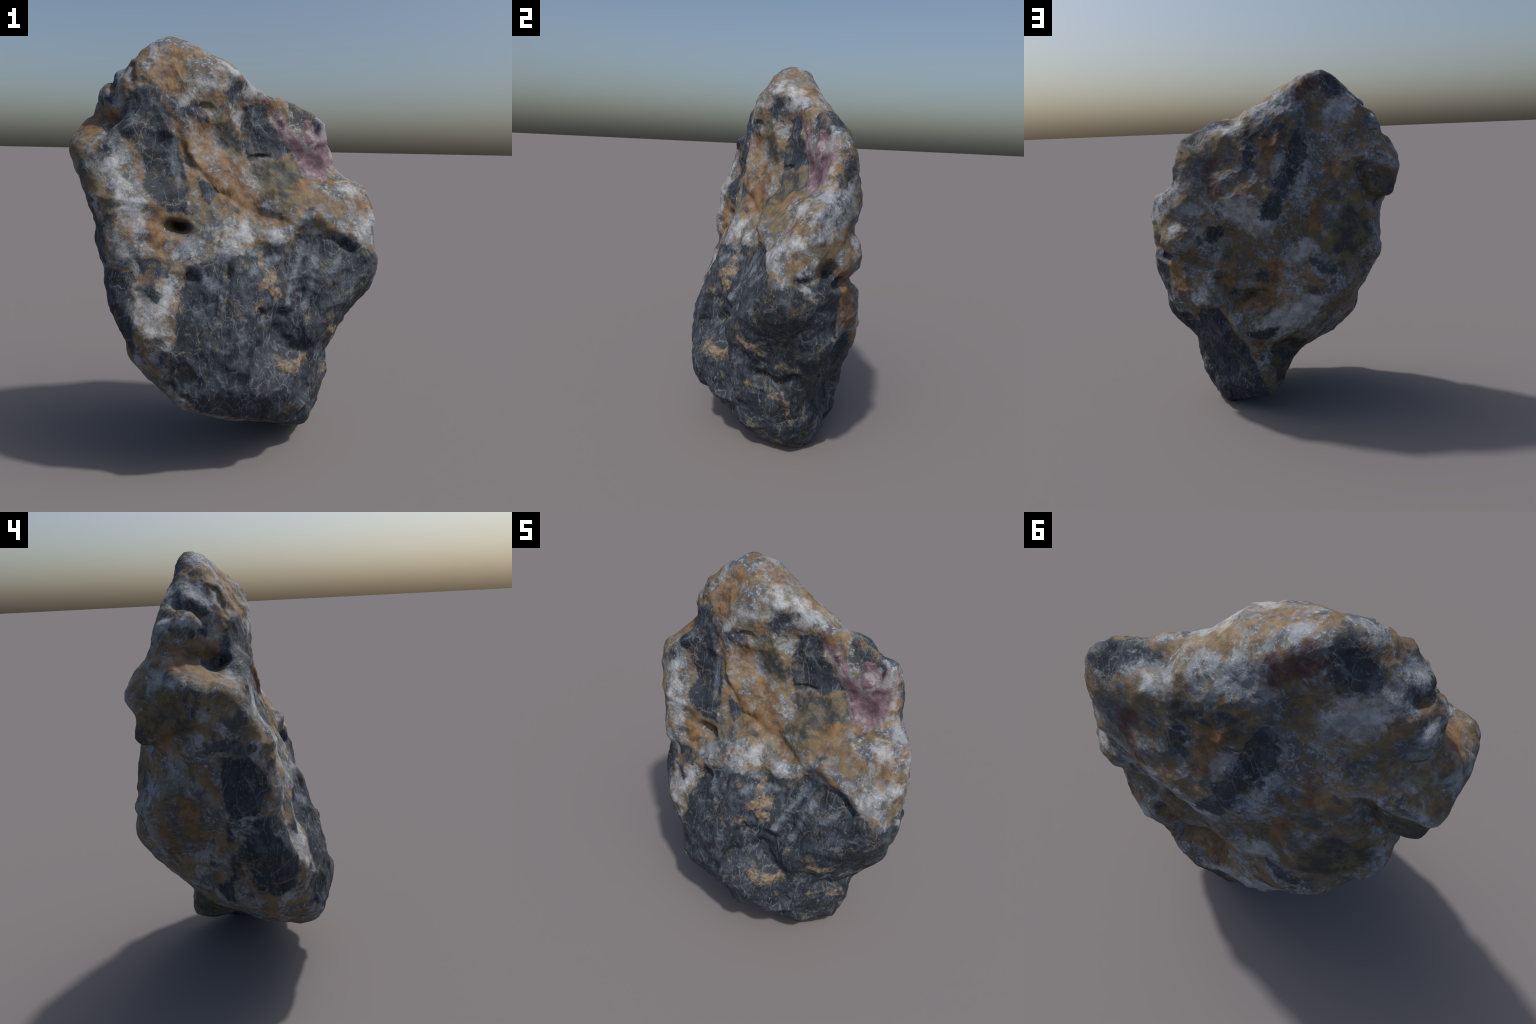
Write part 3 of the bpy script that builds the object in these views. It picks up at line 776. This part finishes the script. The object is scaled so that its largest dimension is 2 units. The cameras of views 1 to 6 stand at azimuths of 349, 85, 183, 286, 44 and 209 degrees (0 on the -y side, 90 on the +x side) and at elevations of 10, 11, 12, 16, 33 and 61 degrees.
    def lay(under, d, over, width, grain=None, amount=1.0):
        if d is None:                       # no such mask on this part
            return under
        if grain is not None:
            d = N.math("ADD", d, grain)
        m = N.step(d, -width, width)
        if not (isinstance(amount, float) and amount == 1.0):
            m = N.math("MULTIPLY", m, amount)
        return N.mix(m, under, over)

    shade_tint = N.mix(N.step(patch2, .42, .56), (.040, .048, .062), (.115, .085, .042))
    col = lay(q, lines(PAINTED_SHADE_STREAKS, soft), shade_tint, .06, N.math("MULTIPLY", blotch, 2.0), N.math("SUBTRACT", .85, N.math("MULTIPLY", N.step(mid, .46, .62), .65)))
    col = lay(col, lines(WHITE_STREAKS, soft), white, .030, blotch, .85)
    col = lay(col, either(prisms(OLIVE_PRISMS, hard), lines(OLIVE_STREAKS, soft)), olive, .018, blotch, .9)
    col = lay(col, lines(RUST_STREAKS, soft), rust, .030, blotch, .85)
    col = lay(col, lines(SLATE_STREAKS, soft), s, .012, blotch, .95)
    slab = prisms(SLATE_PRISMS, hard)
    if slab is not None:                    # rusty rims where slate meets quartz
        rim = N.math("SUBTRACT", .006, N.math("ABSOLUTE", N.math("ADD", slab, N.math("MULTIPLY_ADD", patch, .03, -.006))))
        col = lay(col, slab, s, .010, ragged)
        col = lay(col, rim, (.18, .118, .055), .006, None, N.math("MULTIPLY", N.step(mid2, .42, .58), .6))
    col = lay(col, prisms(PURPLE_PRISMS, hard), purple, .010, ragged, .95)
    col = lay(col, lines(DARK_RED_STREAKS, soft), red, .025, blotch, .8)
    col = lay(col, lines(PALE_STREAKS, hard), N.mix(N.step(fine, .35, .65), (.060, .075, .098), (.175, .205, .24)), .012, N.math("MULTIPLY", blotch, .25), .8)
    col = lay(col, lines(TAN_STREAKS, soft), tan, .014, blotch, .85)
    col = lay(col, lines(BROWN_BLACK, co), (.045, .028, .018), .020)

    bsdf = N.new("ShaderNodeBsdfPrincipled")
    N.put(bsdf, "Base Color", col)
    N.put(bsdf, "Roughness", N.math("MULTIPLY_ADD", fine, .3, .55))
    N.put(bsdf, "Specular IOR Level", .35)
    bump = N.new("ShaderNodeBump")
    N.put(bump, "Strength", .55)
    N.put(bump, "Distance", .012)
    N.put(bump, "Height", N.math("MULTIPLY_ADD", fine, .6, N.math("MULTIPLY", mid, .8)))
    N.put(bsdf, "Normal", bump.outputs[0])
    out = N.new("ShaderNodeOutputMaterial")
    t.links.new(bsdf.outputs[0], out.inputs[0])
    return mat


# ----------------------------------------------------------------------------
# 5. RELIEF: chipped facets and grain, pushed along the normals
# ----------------------------------------------------------------------------
def lattice(ix, iy, iz, seed):
    """repeatable random numbers 0..1 for integer cells"""
    h = (ix.astype(np.int64) * 374761393 + iy.astype(np.int64) * 668265263
         + iz.astype(np.int64) * 2147483647 + seed * 1274126177) & 0xFFFFFFFF
    h = ((h ^ (h >> 13)) * 1274126177) & 0xFFFFFFFF
    h = ((h ^ (h >> 16)) * 2246822519) & 0xFFFFFFFF
    return (h ^ (h >> 15)).astype(float) / 4294967295.0


def value_noise(p, seed):
    i = np.floor(p).astype(np.int64)
    f = p - i
    f = f * f * f * (f * (f * 6 - 15) + 10)
    out = 0
    for dx in (0, 1):
        for dy in (0, 1):
            for dz in (0, 1):
                w = ((f[:, 0] if dx else 1 - f[:, 0]) * (f[:, 1] if dy else 1 - f[:, 1])
                     * (f[:, 2] if dz else 1 - f[:, 2]))
                out = out + w * lattice(i[:, 0] + dx, i[:, 1] + dy, i[:, 2] + dz, seed)
    return out * 2 - 1


def fractal(p, octaves, seed):
    out, a = 0, 1.0
    for k in range(octaves):
        out = out + a * value_noise(p * 2.07**k + 3.1 * k, seed + k)
        a *= 0.5
    return out


def scallops(p, seed):
    """conchoidal fracture: tilted shallow bowls meeting in sharp ridges"""
    i = np.floor(p).astype(np.int64)
    h = np.full(len(p), 9.0)
    for dx in (-1, 0, 1):
        for dy in (-1, 0, 1):
            for dz in (-1, 0, 1):
                c = i + np.array([dx, dy, dz])
                r = [lattice(c[:, 0], c[:, 1], c[:, 2], seed + k) for k in range(6)]
                q = p - (c + np.stack(r[:3], 1))
                lean = (q * (np.stack(r[3:], 1) - 0.5)).sum(1)
                h = np.minimum(h, 1.3 * lean + 0.9 * (q**2).sum(1))
    return h - h.mean()


def relief(V):
    flat, nor = V.reshape(-1, 3), grid_normals(V).reshape(-1, 3)
    bend = np.stack([fractal(flat * 6, 2, s) for s in (11, 23, 37)], 1)
    q = flat + 0.025 * bend
    h = (0.026 * scallops(q * 5.5, 3) + 0.013 * scallops(q * 14.0, 41)
         + 0.0040 * fractal(flat * 9, 4, 5) + 0.0016 * fractal(flat * 48, 2, 77))
    # the lobe is water-worn and smoother
    worn = np.exp(-((flat - np.array([-.66, .08, 1.42]))**2).sum(1) / .18**2)
    h = (h - 0.003) * (1 - 0.65 * worn)
    rim = np.clip(np.minimum(flat[:, 2], 2.0 - flat[:, 2]) / .04, 0, 1)
    return (flat + (h * rim)[:, None] * nor).reshape(V.shape)


# ----------------------------------------------------------------------------
# 6. PARTS: one skin, divided into the regions of the stone
# ----------------------------------------------------------------------------
REGIONS = [
    ("crown", (-.28, .05, 1.86)), ("slate_slab", (-.42, -.17, 1.45)), ("rust_channel", (-.08, -.08, 1.48)),
    ("purple_block", (.38, .15, 1.56)), ("quartz_shelf", (.35, -.10, 1.17)), ("quartz_band", (-.42, -.36, .85)),
    ("slate_belly", (.05, -.36, .70)), ("foot", (.26, .08, .18)), ("lobe", (-.68, .12, 1.42)),
    ("flank", (-.56, .0, .85)), ("flank", (.66, .10, .78)), ("back", (.02, .38, 1.35)), ("lower_back", (-.08, .42, .80)),
]


def build():
    V = relief(shape())
    V[..., 2] -= V[..., 2].min()
    nu, na = V.shape[:2]
    P = np.concatenate([V.reshape(-1, 3), V[0].mean(0)[None], V[-1].mean(0)[None]])
    bot, top = len(P) - 2, len(P) - 1
    i, j = np.meshgrid(np.arange(nu - 1), np.arange(na), indexing="ij")
    k = (j + 1) % na
    quads = np.stack([i*na + j, i*na + k, (i+1)*na + k, (i+1)*na + j], -1).reshape(-1, 4)
    ring = np.arange(na)
    nxt = (ring + 1) % na
    faces = quads.tolist() + [[bot, b, a] for a, b in zip(ring.tolist(), nxt.tolist())]
    faces += [[top, (nu-1)*na + a, (nu-1)*na + b] for a, b in zip(ring.tolist(), nxt.tolist())]

    whole = bpy.data.meshes.new("whole_skin")
    whole.from_pydata(P.tolist(), [], faces)
    whole.update()
    nor = np.empty(len(P) * 3)
    whole.vertex_normals.foreach_get("vector", nor)
    nor = nor.reshape(-1, 3)
    bpy.data.meshes.remove(whole)

    caps = np.concatenate([np.repeat(P[bot][None], na, 0), np.repeat(P[top][None], na, 0)])
    mid = np.concatenate([P[quads].mean(1), caps])
    bent = mid + 0.05 * np.stack([fractal(mid * 5, 3, s) for s in (51, 63, 79)], 1)
    seeds = np.array([s for _, s in REGIONS])
    owner = ((bent[:, None] - seeds[None])**2).sum(-1).argmin(1)

    stone = bpy.data.objects.new("boulder", None)
    bpy.context.collection.objects.link(stone)
    stone["label"] = "standing boulder of dark slate and pale rusty quartz"
    stone["category"] = "rock"
    for r, (name, _) in enumerate(REGIONS):
        mine = np.nonzero(owner == r)[0]
        fs = [faces[f] for f in mine]
        used = np.unique(np.concatenate([np.array(f) for f in fs]))
        new = np.full(len(P), -1)
        new[used] = np.arange(len(used))
        me = bpy.data.meshes.new(name)
        me.from_pydata(P[used].tolist(), [], [new[f].tolist() for f in fs])
        me.shade_smooth()
        me.normals_split_custom_set_from_vertices(nor[used].tolist())
        me.materials.append(stone_material(name, P[used]))
        ob = bpy.data.objects.new(name, me)
        bpy.context.collection.objects.link(ob)
        ob.parent = stone


build()
